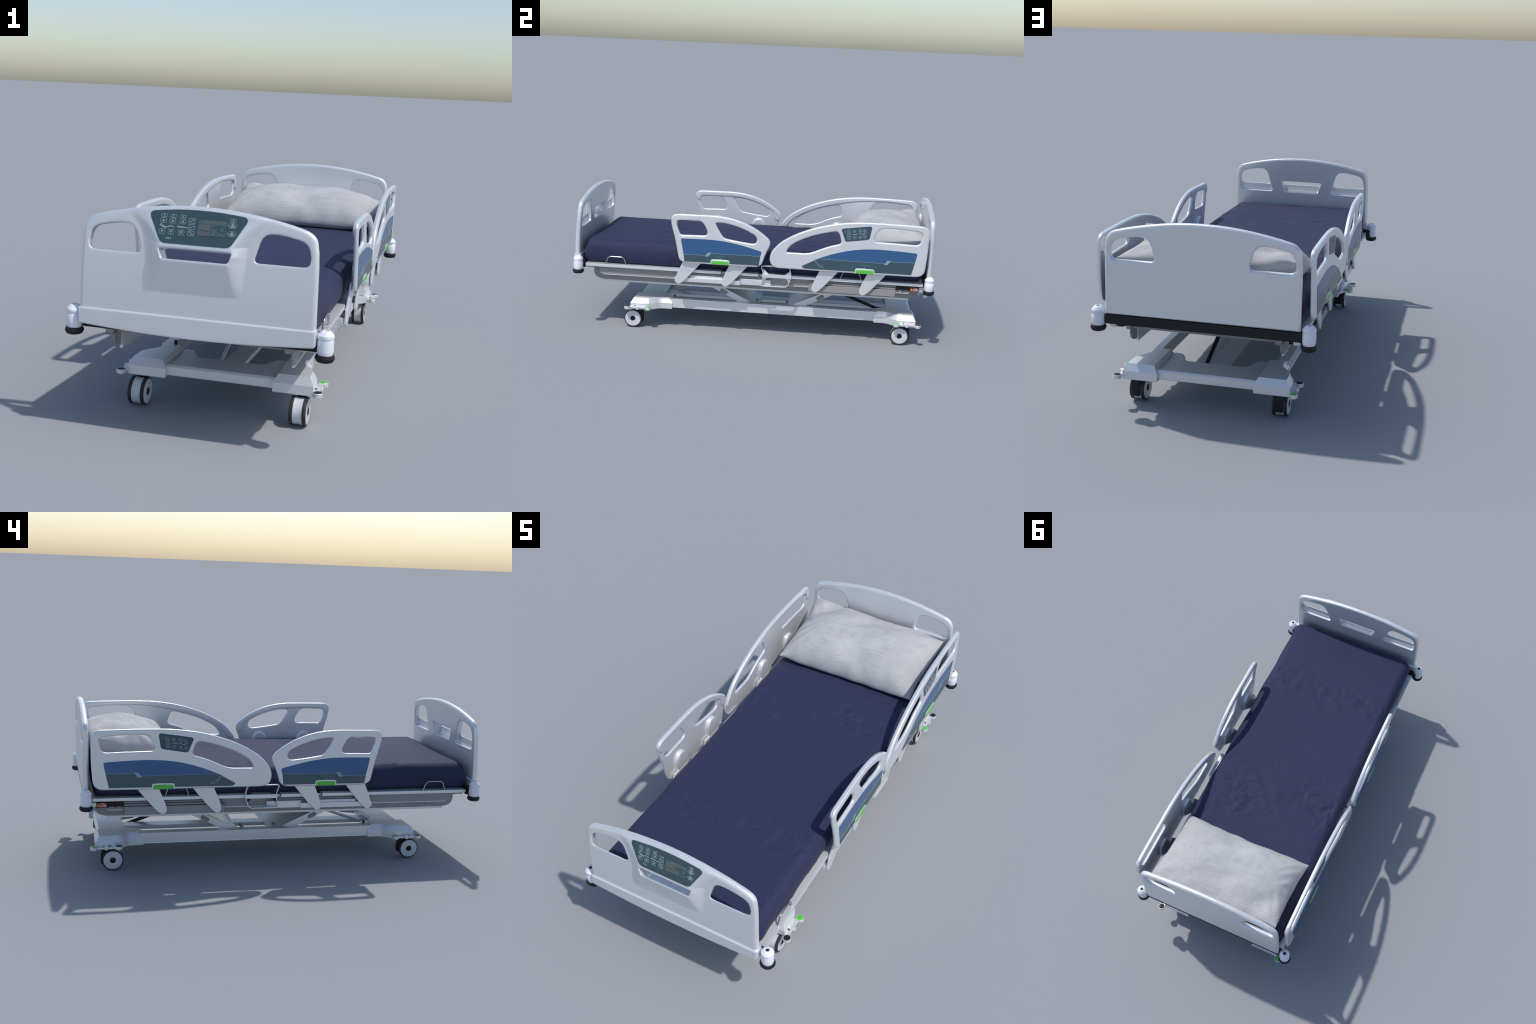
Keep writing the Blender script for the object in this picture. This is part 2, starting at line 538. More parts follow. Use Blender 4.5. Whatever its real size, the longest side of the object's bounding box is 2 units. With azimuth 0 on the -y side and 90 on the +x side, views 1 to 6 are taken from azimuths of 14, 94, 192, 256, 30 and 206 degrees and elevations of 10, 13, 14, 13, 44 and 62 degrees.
# ------------------------------------------------------------------ corner bumpers (roller + black buffer)
roller_profile = [(0.0, 0.344), (0.0235, 0.344), (0.0240, 0.351), (0.0258, 0.356), (0.0258, 0.389), (0.0240, 0.3915), (0.0240, 0.3935), (0.0260, 0.396),
                  (0.0260, 0.405), (0.0245, 0.4075), (0.0150, 0.4185), (0.0130, 0.4200), (0.0085, 0.4200), (0.0075, 0.4150), (0.0, 0.4150)]
buffer_profile = [(0.0, 0.3225), (0.0230, 0.3225), (0.0260, 0.3240), (0.0310, 0.3335), (0.0310, 0.3365), (0.0270, 0.3450), (0.0, 0.3450)]
roller = lathe(roller_profile, lambda x, y, h: (x, y, h), 40)
socket = lathe([(0.0, 0.4153), (0.0073, 0.4153), (0.0073, 0.4158), (0.0, 0.4158)], lambda x, y, h: (x, y, h), 20)
buffer_ = lathe(buffer_profile, lambda x, y, h: (x, y, h), 40)
for i, (x, y) in enumerate(((0.4130, -0.949), (-0.4130, -0.949), (0.4130, 0.9690), (-0.4130, 0.9690))):
    o = add("corner_bumper", roller, BUMPER, bed, smooth=40 if i == 0 else None)
    o.location = (x, y, 0)
    b = add("buffer_ring", buffer_, BLACK, o, smooth=40 if i == 0 else None)
    s = add("bumper_socket", socket, BLACK, o, smooth=None)
    arm_y = -0.932 if y < 0 else 0.960
    sx = 1 if x > 0 else -1
    a = add("bumper_arm", block(-0.033 * sx, -0.006 * sx, arm_y - y - 0.008, arm_y - y + 0.008, 0.350, 0.383, 0.002), BLACK, o)

# ------------------------------------------------------------------ mattress under a navy sheet
bm = bmesh.new()
block(-0.368, 0.368, -0.932, 0.930, 0.3735, 0.505, 0.030, into=bm, seg=6)
me = finish(bm, "mattress")
tmp = temp(me)
md = tmp.modifiers.new("remesh", 'REMESH')
md.mode = 'VOXEL'
md.voxel_size = 0.0055
md = tmp.modifiers.new("smooth", 'SMOOTH')
md.iterations = 3
mat_mesh = baked(tmp)
for v in mat_mesh.vertices:
    x, y, z = v.co
    p = Vector((x, y, z))
    top_w = ramp(z, 0.465, 0.50)
    side_w = 1 - top_w
    # top tucks in towards the foot and the sides
    bulge = sin(pi * max(0, min(1, (z - 0.374) / 0.125)))
    if abs(x) > 0.30:
        v.co.x += (0.008 * bulge - 0.005 - 0.006 * ramp(z, 0.45, 0.505)) * (1 if x > 0 else -1) * ramp(abs(x), 0.30, 0.345)
        v.co.x += side_w * 0.006 * noise.noise(Vector((0, y * 6, z * 4)) + Vector((x > 0, 3, 0))) * ramp(abs(x), 0.30, 0.345)
        v.co.x += (1 - ramp(z, 0.375, 0.42)) * 0.006 * noise.noise(Vector((7, y * 22, 0 if x > 0 else 5))) * ramp(abs(x), 0.30, 0.345)
    if y < -0.86:
        v.co.y += 0.014 * ramp(z, 0.42, 0.50) * ramp(y, -0.86, -0.90)
        v.co.y += 0.006 * noise.noise(Vector((x * 10, 0, z * 18)))
    # soft undulation and small ruckles on top
    big = 0.0022 * noise.noise(Vector((x * 5, y * 4, 1)))
    ruck_mask = max(0, noise.noise(Vector((x * 2.2 + 9, y * 2.6 + 4, 0)))) * 1.6
    band = 1.1 * math.exp(-((y + 0.52) / 0.09) ** 2) + 0.75 * math.exp(-((y - 0.20) / 0.14) ** 2)
    warp_x, warp_y = noise.noise(p * 9 + Vector((5, 2, 1))), noise.noise(p * 9 + Vector((1, 8, 4)))
    dent = noise.noise(Vector((x * 15 + warp_x, y * 20 + warp_y, 2)))
    crease = 1 - abs(noise.noise(Vector((x * 12 + 1.5 * warp_y, y * 16 + 1.5 * warp_x, 7)))) * 3
    patch = min(1.0, band * (0.45 + ruck_mask) + 0.25 * ruck_mask)
    fine = noise.noise(Vector((x * 24 + warp_y, y * 30 + warp_x, 11)))
    v.co.z += top_w * (big + patch * (0.0085 * dent - 0.0030 * max(0, crease) + 0.0045 * fine) + 0.0007 * fine)
    v.co.z -= top_w * 0.002 * ramp(abs(x), 0.25, 0.34)
add("mattress", mat_mesh, SHEET, bed, smooth=180, weighted=False)

# ------------------------------------------------------------------ pillow
pillow_bm = bmesh.new()
N, M = 110, 72
def pillow_point(u, v, side):
    au, av = abs(u), abs(v)
    # outline: sides draw in between the corners, the foot edge bows back in the middle
    x = u * (0.353 - 0.014 * (1 - v * v)) + 0.002
    yc = 0.729 + v * 0.208 + 0.014 * (1 - u * u) * max(0, -v)
    tuck = ramp(au, 0.72, 1.0) * ramp(av, 0.72, 1.0)
    x *= 1 - 0.006 * tuck + 0.008 * noise.noise(Vector((3 * v, u, 8)))
    yc -= 0.004 * tuck * (1 if v > 0 else -1) + 0.008 * noise.noise(Vector((u * 4, v, 31))) * ramp(av, 0.6, 1.0)
    seam = 0.530 + 0.010 * max(0, -u) + 0.078 * ((v + 1) / 2) + 0.026 * ramp(-u, 0.5, 0.95) * ramp(v, 0.2, 0.9)
    edge = max(0.0, (1 - au ** 4.5)) ** 0.62 * max(0.0, (1 - av ** 2.6)) ** (0.56 if v < 0 else 0.52)
    if side > 0:
        t = 0.101 * edge * (1 - 0.24 * v - 0.08 * v * v)
        n = 0.011 * noise.noise(Vector((x * 6 + 4, yc * 7, 3))) + 0.0055 * noise.noise(Vector((x * 11, yc * 19, 9))) + 0.0016 * noise.noise(Vector((x * 34, yc * 30, 5)))
        fold = 0.007 * sin(26 * (au - 0.55 * av) + 5 * v) * ramp(au, 0.70, 0.92) * edge
        dent = -0.016 * math.exp(-((x - 0.02) / 0.06) ** 2 - ((yc - 0.60) / 0.04) ** 2) - 0.012 * math.exp(-((x + 0.24) / 0.05) ** 2 - ((yc - 0.84) / 0.06) ** 2)
        z = seam + t + (n + fold + dent) * min(1, edge * 1.6)
        y = yc
    else:
        z = seam - (seam - 0.5075) * min(1.0, edge * 2.2)
        y = yc
    z += 0.004 * noise.noise(Vector((x * 8, yc * 8, 20))) * (1 - edge)
    return (x, min(y, 0.944), z)
grids = []
def warp(t):
    return sin(t * pi / 2) * 0.75 + t * 0.25
for side in (1, -1):
    g = [[pillow_bm.verts.new(pillow_point(warp(-1 + 2 * i / N), warp(-1 + 2 * j / M), side)) for j in range(M + 1)] for i in range(N + 1)]
    for i in range(N):
        for j in range(M):
            q = (g[i][j], g[i + 1][j], g[i + 1][j + 1], g[i][j + 1])
            pillow_bm.faces.new(q if side > 0 else q[::-1])
bmesh.ops.remove_doubles(pillow_bm, verts=pillow_bm.verts, dist=1e-5)
pme = bpy.data.meshes.new("pillow")
pillow_bm.to_mesh(pme)
pillow_bm.free()
pil = add("pillow", pme, PILLOW, None, smooth=180, weighted=False)
pil["label"] = "plump grey woven cotton pillow leaning on the headboard"
pil["category"] = "pillow"

# ------------------------------------------------------------------ deck and upper frame
for y0, y1 in ((-0.917, -0.160), (-0.140, 0.047), (0.064, 0.940)):
    add("deck_section", block(-0.388, 0.388, y0, y1, 0.3565, 0.372, 0.002), PAINT, bed)
add("deck_hinge", block(-0.374, 0.374, -0.158, -0.142, 0.358, 0.369, 0.001), STEEL, bed)
add("deck_hinge", block(-0.376, 0.376, 0.049, 0.062, 0.3575, 0.370, 0.001), STEEL, bed)

def side(s):
    """Place (y, z, x-depth) on the right (s=1) or left (s=-1) side of the bed."""
    return lambda a, b, d: (s * d, a, b)

for s in (1, -1):
    S = side(s)
    # wire mattress keepers
    for y0, y1 in ((-0.806, -0.688), (0.492, 0.607)):
        path = soften([(s * 0.378, y0, 0.366), (s * 0.378, y0 + 0.008, 0.395), (s * 0.379, y0 + 0.019, 0.416), (s * 0.379, y1 - 0.019, 0.416), (s * 0.378, y1 - 0.008, 0.395), (s * 0.378, y1, 0.366)], 0.016)
        add("mattress_keeper", tube(path, 0.0032), STEEL, bed, weighted=False)
    # grey beam: inner web with rounded ends, outer accessory plate, pale floor between them
    beam = empty("frame_beam", bed)
    web = rounded([(-0.8905, 0.3563, 0), (-0.8905, 0.2650, 0.07), (0.925, 0.2650, 0.07), (0.925, 0.3563, 0)], steps=10)
    add("beam_web", plate(web, [], [(0, 0.2968), (0, 0.3025), (0.0010, 0.3035)], S), GREY, beam)
    outer = rounded([(-0.843, 0.3563, 0), (-0.843, 0.3115, 0.022), (0.890, 0.3115, 0.022), (0.890, 0.3563, 0)], steps=8)
    add("beam_plate", plate(outer, [], [(0, 0.3595), (0, 0.3655), (0.0006, 0.3662)], S), GREY, beam)
    add("beam_floor", block(s * 0.3000, s * 0.3668, -0.822, 0.868, 0.3085, 0.3120, 0.0008), PAINT, beam)
    add("box_beam", block(s * 0.2910, s * 0.2966, -0.8365, 0.866, 0.2550, 0.3480, 0.001), PAINT, beam)
    add("lower_rail", block(s * 0.2905, s * 0.2995, -0.836, 0.865, 0.2545, 0.2646, 0.001), PAINT, beam)
    bolts = bmesh.new()
    for y, z, x in ((-0.784, 0.278, 0.3035), (-0.747, 0.278, 0.3035), (0.744, 0.277, 0.3035), (0.781, 0.277, 0.3035), (0.158, 0.329, 0.3662), (0.281, 0.328, 0.3662)):
        lathe([(0.0, 0.0026), (0.0060, 0.0022), (0.0072, 0.0), (0.0072, -0.004)], lambda a, b, h, y=y, z=z, x=x: (s * (x + h), y + a, z + b), 16, into=bolts)
    add("beam_bolts", finish(bolts, "beam_bolts"), GREY, beam)
    # head-side drive cover with two guide strips above it
    add("drive_cover", block(s * 0.300, s * 0.3860, 0.323, 0.793, 0.2915, 0.3285, 0.002), GREY, beam)
    add("guide_strip", block(s * 0.360, s * 0.3760, 0.330, 0.793, 0.3300, 0.3395, 0.0015), GREY, beam)
    add("guide_strip", block(s * 0.360, s * 0.3730, 0.330, 0.793, 0.3425, 0.3490, 0.0012), GREY, beam)
    # foot-side white drive housing
    add("rail_drive_housing", block(s * 0.300, s * 0.3880, -0.4165, -0.052, 0.3010, 0.3260, 0.003), PAINT, beam)
    add("rail_drive_housing", block(s * 0.300, s * 0.3780, -0.334, -0.150, 0.3255, 0.3380, 0.003), PAINT, beam)
    add("rail_drive_housing", block(s * 0.300, s * 0.3775, -0.056, 0.116, 0.3020, 0.3370, 0.004), PAINT, beam)
    add("guide_strip", block(s * 0.360, s * 0.3715, -0.334, 0.060, 0.3400, 0.3465, 0.0012), GREY, beam)
    # rail hinge blocks behind the rail arms
    for y in (-0.372, -0.114, 0.378, 0.636):
        add("rail_hinge", block(s * 0.345, s * 0.3925, y - 0.012, y + 0.014, 0.316, 0.346, 0.004), GREY, beam)
        add("rail_hinge_pin", lathe([(0, 0.370), (0.005, 0.370), (0.005, 0.3925), (0, 0.3925)], lambda a, b, h, y=y: (s * h, y - 0.012 + a, 0.318 + b), 14), BLACK, beam)
    # release handle with warning label
    cpr = empty("release_handle", bed)
    grip = bmesh.new()
    block(s * 0.330, s * 0.377, 0.866, 0.921, 0.3250, 0.3500, 0.002, into=grip)
    block(s * 0.330, s * 0.374, 0.838, 0.8655, 0.3285, 0.3500, 0.002, into=grip)
    block(s * 0.330, s * 0.377, 0.826, 0.838, 0.3270, 0.3500, 0.002, into=grip)
    block(s * 0.330, s * 0.372, 0.813, 0.826, 0.3305, 0.3500, 0.002, into=grip)
    block(s * 0.330, s * 0.376, 0.798, 0.813, 0.3280, 0.3500, 0.002, into=grip)
    add("release_grip", finish(grip, "release_grip"), BLACK, cpr)
    add("handle_bracket", block(s * 0.352, s * 0.374, 0.921, 0.946, 0.330, 0.3495, 0.002), PAINT, cpr)
    add("warning_label", block(s * 0.3765, s * 0.3780, 0.872, 0.9205, 0.3257, 0.3487, 0.0004), RED, cpr)
    lab = Print(lambda a, b, d: (s * (0.3780 + d), a, b))
    c = 0.8962
    tri0 = c - s * 0.0155
    lab.poly([(tri0 - 0.0055, 0.3325), (tri0 + 0.0055, 0.3325), (tri0, 0.3425)])
    add("warning_triangle", lab.mesh("warning_triangle"), YELLOW, cpr, smooth=None)
    lab = Print(lambda a, b, d: (s * (0.3780 + d), a, b))
    for i in range(7):
        a = c + s * (-0.004 + 0.0026 * i)
        lab.poly([(a - 0.0009, 0.3440), (a + 0.0009, 0.3440), (a + 0.0009, 0.3463), (a - 0.0009, 0.3463)])
    add("label_caption", lab.mesh("label_caption"), PRINT, cpr, smooth=None)
    fc = bpy.data.curves.new("cpr_text", 'FONT')
    fc.body = "CPR"
    fc.size = 0.0155
    fc.extrude = 0.0003
    fc.offset = 0.0002
    fc.align_x = 'LEFT'
    t = temp(fc)
    tm = baked(t)
    for v in tm.vertices:
        v.co = Vector((s * (0.3784 + v.co.z), c + s * (-0.0085 + v.co.x), 0.3292 + v.co.y))
    add("label_lettering", tm, PRINT, cpr, smooth=None)
    # accessory loop between the two rails
    loop = [(0.060, 0.411), (0.066, 0.3995), (0.0735, 0.372), (0.0715, 0.350), (0.0615, 0.321), (0.0605, 0.3105), (0.068, 0.3065), (0.198, 0.3065), (0.212, 0.317),
            (0.2265, 0.360), (0.2275, 0.383), (0.2205, 0.4105), (0.212, 0.4225), (0.072, 0.4235), (0.062, 0.421)]
    ring = rounded([p + (0.012,) for p in loop], steps=4)
    holder = empty("accessory_holder", bed)
    add("holder_loop", plate(ring, [offset(ring, -0.0042)], profile_bevel(0.0012, 0.0012, 0.384, 0.401, 2), S), WHITE, holder)
    add("holder_bar", block(s * 0.388, s * 0.4015, 0.070, 0.2275, 0.3575, 0.3765, 0.0015), WHITE, holder)
    webs = bmesh.new()
    for poly in ([(0.0735, 0.404), (0.103, 0.3765), (0.075, 0.3765)], [(0.075, 0.3575), (0.103, 0.3575), (0.070, 0.333)],
                 [(0.222, 0.402), (0.2265, 0.3765), (0.193, 0.3765)], [(0.193, 0.3575), (0.2255, 0.3575), (0.216, 0.333)]):
        plate(rounded([p + (0.003,) for p in poly]), [], [(0, 0.3865), (0, 0.3925)], S, into=webs)
    add("holder_web", finish(webs, "holder_web"), WHITE if s > 0 else BLACK, holder)
    teeth = bmesh.new()
    for i in range(7):
        block(s * 0.386, s * 0.3995, 0.085 + 0.014 * i, 0.0915 + 0.014 * i, 0.3085, 0.3135, 0.001, into=teeth)
    add("holder_teeth", finish(teeth, "holder_teeth"), WHITE, holder)

for y, w in ((-0.893, 0.012), (0.925, 0.014), (-0.55, 0.03), (0.62, 0.03)):
    add("frame_crossbar", block(-0.305, 0.305, y - w / 2, y + w / 2, 0.328 if abs(y) > 0.8 else 0.275, 0.348 if abs(y) > 0.8 else 0.32, 0.003), GREY, bed)
for s in (1, -1):
    for y in (-0.918, 0.936):
        add("mount_bracket", block(s * 0.285, s * 0.305, y - 0.022, y + 0.020, 0.330, 0.356, 0.003), GREY, bed)

# ------------------------------------------------------------------ side rails
X_OUT, X_IN = 0.4245, 0.4035
FOOT_RAIL = [(-0.320, 0.6865, 0.05), (-0.432, 0.6865, 0.05), (-0.4375, 0.635, 0.03), (-0.414, 0.560, 0.1), (-0.398, 0.480, 0.08), (-0.386, 0.4175, 0.05), (-0.20, 0.4165, 0.02),
             (0.062, 0.4165, 0.042), (0.080, 0.484, 0.06), (0.1075, 0.545, 0.03), (0.104, 0.572, 0.03), (0.060, 0.607, 0.06), (0.022, 0.631, 0.05), (-0.025, 0.654, 0.06),
             (-0.080, 0.672, 0.06), (-0.140, 0.684, 0.06), (-0.22, 0.6885, 0.06)]
FOOT_HOLES = [[(-0.404, 0.6500, 0.022), (-0.404, 0.626, 0.02), (-0.384, 0.5715, 0.016), (-0.3, 0.574, 0.04), (-0.238, 0.5745, 0.026), (-0.236, 0.600, 0.02), (-0.266, 0.655, 0.034), (-0.32, 0.653, 0.04)],
              [(-0.192, 0.649, 0.020), (-0.15, 0.6505, 0.03), (-0.075, 0.6345, 0.05), (-0.010, 0.610, 0.05), (0.034, 0.584, 0.022), (0.032, 0.543, 0.030), (-0.05, 0.5515, 0.05), (-0.146, 0.5665, 0.02), (-0.168, 0.598, 0.03), (-0.190, 0.635, 0.02)]]
FOOT_BAND = [(-0.4375, 0.635, 0.03), (-0.432, 0.6865, 0.05), (-0.320, 0.6865, 0.05), (-0.22, 0.6885), (-0.140, 0.684), (-0.080, 0.672), (-0.025, 0.654), (0.022, 0.631), (0.060, 0.607, 0.06), (0.104, 0.572, 0.03), (0.1075, 0.545, 0.03),
             (0.0935, 0.514, 0.03), (0.063, 0.526, 0.03), (0.054, 0.576, 0.03), (0.035, 0.5905), (-0.010, 0.613), (-0.075, 0.638), (-0.15, 0.6535), (-0.266, 0.656), (-0.404, 0.653), (-0.398, 0.615, 0.02)]
HEAD_RAIL = [(0.116, 0.4195, 0.045), (0.100, 0.4900, 0.05), (0.152, 0.5580, 0.05), (0.200, 0.590, 0.05), (0.250, 0.6175, 0.05), (0.310, 0.6430, 0.06), (0.375, 0.6640, 0.06), (0.440, 0.6800, 0.06), (0.51, 0.6915, 0.06),
             (0.590, 0.6985, 0.06), (0.680, 0.7000, 0.06), (0.79, 0.6985, 0.06), (0.87, 0.6965, 0.04), (0.9485, 0.6930, 0.048), (0.9485, 0.600, 0.08), (0.9465, 0.520, 0.08), (0.9360, 0.4175, 0.045), (0.75, 0.4165, 0.02), (0.45, 0.4175, 0.02), (0.22, 0.419, 0.03)]
HEAD_HOLES = [[(0.192, 0.5105, 0.014), (0.218, 0.5540, 0.03), (0.29, 0.5930, 0.05), (0.37, 0.6220, 0.05), (0.468, 0.6430, 0.024), (0.490, 0.5750, 0.022), (0.43, 0.5605, 0.05), (0.374, 0.5370, 0.03), (0.320, 0.5115, 0.03)],
              [(0.656, 0.5970, 0.022), (0.664, 0.6350, 0.03), (0.690, 0.6700, 0.034), (0.745, 0.6735, 0.04), (0.83, 0.6690, 0.04), (0.915, 0.6610, 0.030), (0.910, 0.6250, 0.025), (0.899, 0.5900, 0.032), (0.80, 0.5945, 0.05)]]
HEAD_BAND = [(0.100, 0.4900, 0.05), (0.152, 0.5580, 0.05), (0.200, 0.590), (0.250, 0.6175), (0.310, 0.6430), (0.375, 0.6640), (0.440, 0.6800), (0.51, 0.6915), (0.590, 0.6985), (0.680, 0.7000), (0.79, 0.6985), (0.87, 0.6965), (0.9485, 0.6930, 0.048), (0.9485, 0.620, 0.03),
             (0.914, 0.616, 0.02), (0.9145, 0.6640), (0.83, 0.6720), (0.745, 0.6765), (0.66, 0.6755), (0.58, 0.6690), (0.49, 0.6540), (0.37, 0.6250), (0.29, 0.5960), (0.216, 0.5590), (0.168, 0.5230), (0.138, 0.470, 0.02)]
FOOT_PRINT = dict(
    blue=[(-0.363, 0.466, 0), (-0.3795, 0.5525, 0.008), (-0.30, 0.5545, 0.05), (-0.22, 0.5555, 0.06), (-0.146, 0.551, 0.06), (-0.079, 0.5405, 0.05), (-0.012, 0.5255, 0.05), (0.0635, 0.5055, 0.010), (0.0563, 0.4800, 0), (-0.2125, 0.4795, 0), (-0.2415, 0.4665, 0)],
    teal=[(-0.363, 0.4648, 0), (-0.357, 0.4262, 0.001), (0.0493, 0.4272, 0.001), (0.0561, 0.4788, 0), (-0.2124, 0.4792, 0), (-0.2414, 0.4662, 0)],
    line=([(-0.3627, 0.4654), (-0.2405, 0.4664)], [(-0.2120, 0.4790), (0.0560, 0.4795)]),
    slash=-0.2275, slash_z=0.4722, green=-0.1615, gauge=None)
HEAD_PRINT = dict(
    blue=[(0.3660, 0.4868, 0), (0.432, 0.5140, 0.05), (0.523, 0.5405, 0.06), (0.595, 0.5525, 0.06), (0.68, 0.5575, 0.06), (0.75, 0.5555, 0.05), (0.842, 0.5510, 0.04), (0.8935, 0.5470, 0.010), (0.8832, 0.4962, 0), (0.7500, 0.4950, 0), (0.7225, 0.4830, 0), (0.54, 0.4850, 0)],
    teal=[(0.3640, 0.4855, 0), (0.2780, 0.4390, 0.012), (0.2950, 0.4275, 0.012), (0.8680, 0.4282, 0.001), (0.8828, 0.4950, 0), (0.7501, 0.4947, 0), (0.7226, 0.4827, 0), (0.54, 0.4838, 0)],
    line=([(0.3640, 0.4862), (0.54, 0.4844), (0.7230, 0.4824)], [(0.7505, 0.4944), (0.8832, 0.4957)]),
    slash=0.7370, slash_z=0.4875, green=0.6200, gauge=(0.398, 0.486))

def rail(s, outline, holes, band, prn, fins, keypad):
    S = side(s)
    out = rounded([p if len(p) > 2 else p + (0.02,) for p in outline])
    hs = [rounded(h) for h in holes]
    root = empty("side_rail", bed)
    root.location.x = 0.0025 if s < 0 else 0.0
    add("rail_panel", plate(out, hs, profile_bevel(0.0085, 0.0060, X_OUT, 0.4090, 5), S), WHITE, root)
    bd = offset(rounded([p if len(p) > 2 else p + (0.03,) for p in band]), -0.0006)
    add("rail_grip", plate(bd, [], profile_bevel(0.0075, 0.0075, X_OUT - 0.0006, X_IN, 5), S), WHITE, root)
    decal = [(0, X_OUT - 0.003), (0, X_OUT + 0.0006), (0.0004, X_OUT + 0.0010)]
    g = prn["green"]
    add("rail_blue_panel", plate(rounded(prn["blue"]), [], decal, S), BLUE, root, smooth=None)
    add("rail_teal_panel", plate(rounded(prn["teal"]), [], decal, S), TEAL, root, smooth=None)
    P = lambda h: (lambda a, b, d: (s * (X_OUT + h + d), a, b))
    pr = Print(P(0.0009))
    for seg in prn["line"]:
        pr.stroke(seg, 0.0011)
    a0, z0 = prn["slash"], prn["slash_z"]
    for k in (-0.0050, 0.0050):
        pr.poly([(a0 + k - 0.0117, z0 - 0.0112), (a0 + k - 0.0047, z0 - 0.0112), (a0 + k + 0.0117, z0 + 0.0112), (a0 + k + 0.0047, z0 + 0.0112)])
    if prn["gauge"]:
        cy, cz = prn["gauge"]
        arc = [(cy + 0.0475 * cos(t), cz - 0.044 * abs(sin(t))) for t in [pi + (pi / 2 + 0.02) * i / 14 for i in range(15)]]
        pr.stroke(arc, 0.0016)
        for i in range(1, 14, 2):
            t = pi + (pi / 2) * i / 14
            pr.stroke([(cy + 0.0455 * cos(t), cz - 0.042 * abs(sin(t))), (cy + 0.039 * cos(t - 0.08), cz - 0.036 * abs(sin(t - 0.08)))], 0.0014)
    add("rail_print", pr.mesh("rail_print"), MARK, root, smooth=None)
    pr = Print(P(0.0009))
    ring = [(g - 0.0025 + 0.0042 * cos(t * pi / 6), 0.4555 + 0.0042 * sin(t * pi / 6)) for t in range(13)]
    pr.stroke(ring, 0.0008)
    pr.stroke([(g - 0.0045, 0.4535), (g - 0.0005, 0.4535), (g - 0.0005, 0.4565), (g - 0.0045, 0.4565), (g - 0.0045, 0.4535)], 0.0008)
    add("rail_symbol", pr.mesh("rail_symbol"), MARKB, root, smooth=None)
    pr = Print(P(0.0009))
    pr.stroke([(g - 0.0300, 0.4653), (g + 0.0265, 0.4655)], 0.0026)
    add("rail_stripe", pr.mesh("rail_stripe"), GREENLINE, root, smooth=None)
    rim = rounded([(g - 0.0530, 0.4185, 0.001), (g - 0.0520, 0.4450, 0.009), (g, 0.4475, 0.04), (g + 0.0520, 0.4450, 0.009), (g + 0.0530, 0.4185, 0.001)])
    add("latch_surround", plate(rim, [], [(0, X_OUT - 0.008), (0, X_OUT + 0.0012), (0.0010, X_OUT + 0.0020)], S), WHITE, root, smooth=None)
    key = rounded([(g - 0.0478, 0.4195, 0.001), (g - 0.0470, 0.4385, 0.005), (g, 0.4412, 0.04), (g + 0.0470, 0.4385, 0.005), (g + 0.0478, 0.4195, 0.001)])
    add("latch_button", plate(key, [], [(0, X_OUT - 0.004), (0, X_OUT + 0.0025), (0.0012, X_OUT + 0.0035)], S), GREEN, root)
    # swing arms: a leaf below the rail and a rounded boss on its inner face
    for y in fins:
        leaf = rounded([(y + 0.034, 0.445, 0.003), (y + 0.003, 0.375, 0.08), (y - 0.0175, 0.325, 0.03), (y - 0.019, 0.300, 0.018), (y, 0.288, 0.020), (y + 0.024, 0.300, 0.03), (y + 0.062, 0.342, 0.08), (y + 0.148, 0.445, 0.003)])
        arm = plate(leaf, [], profile_bevel(0.003, 0.003, 0.005, -0.005, 3), lambda a, b, d: (s * (0.3955 + d + 0.004 * ramp(b, 0.36, 0.44)), a, b))
        add("rail_arm", arm, WHITE, root)
        c = y + 0.098
        boss = rounded([(c - 0.030, 0.430, 0.003), (c - 0.040, 0.470, 0.05), (c - 0.028, 0.518, 0.03), (c + 0.004, 0.534, 0.03), (c + 0.036, 0.520, 0.03), (c + 0.052, 0.470, 0.05), (c + 0.052, 0.430, 0.003)])
        add("arm_boss", plate(boss, [], profile_bevel(0.002, 0.010, 0.4110, 0.3960, 4), S), WHITE, root)
    if keypad:
        pad = rounded([(0.4805, 0.6575, 0.014), (0.556, 0.6690, 0.03), (0.6460, 0.6810, 0.016), (0.634, 0.6070, 0.014), (0.5080, 0.5880, 0.012)])
        add("keypad_edge", plate(pad, [], [(0, X_OUT - 0.003), (0, X_OUT + 0.0005)], S), BLUE, root, smooth=None)
        add("keypad", plate(offset(pad, -0.0016), [], [(0, X_OUT - 0.002), (0, X_OUT + 0.0008), (0.0003, X_OUT + 0.0011)], S), KEYPAD, root, smooth=None)
        yc, slope = 0.5635, 0.13
        def place(a, b, d):
            # a runs left to right as read from outside; rows follow the pad's slant
            y = yc + s * a
            return (s * (X_OUT + 0.0010 + d), y, b + slope * (y - yc))
        pr = Print(place)
        for a, zu, zd in ((-0.0125, 0.6495, 0.6150), (0.0175, 0.6505, 0.6155), (0.0420, 0.6498, 0.6160)):
            pr.frame(a, zu, 0.0158, 0.0138, 0.0013)
            pr.arrow(a, zu, 0.0036, 1)
            pr.frame(a + 0.0035, zd, 0.0158, 0.0138, 0.0013)
            pr.arrow(a + 0.0035, zd, 0.0036, -1)
        for k, z in enumerate((0.6505, 0.6332, 0.6150)):
            a = -0.0420 + 0.0024 * k
            pr.frame(a, z, 0.0176, 0.0145, 0.0013)
            pts = ([(-0.005, 0.003), (0.0, -0.002), (0.005, -0.003)], [(-0.005, 0.001), (0.0, -0.002), (0.005, 0.002)], [(-0.006, 0.0), (0.006, 0.0)])[k]
            pr.stroke([(a + p, z + q) for p, q in pts], 0.0015)
        pr.stroke([(-0.0235, 0.6315), (-0.0125, 0.6330)], 0.0022)
        pr.stroke([(-0.0125, 0.6330), (0.0010, 0.6335)], 0.0036)
        pr.disc(0.0042, 0.6340, 0.0022)
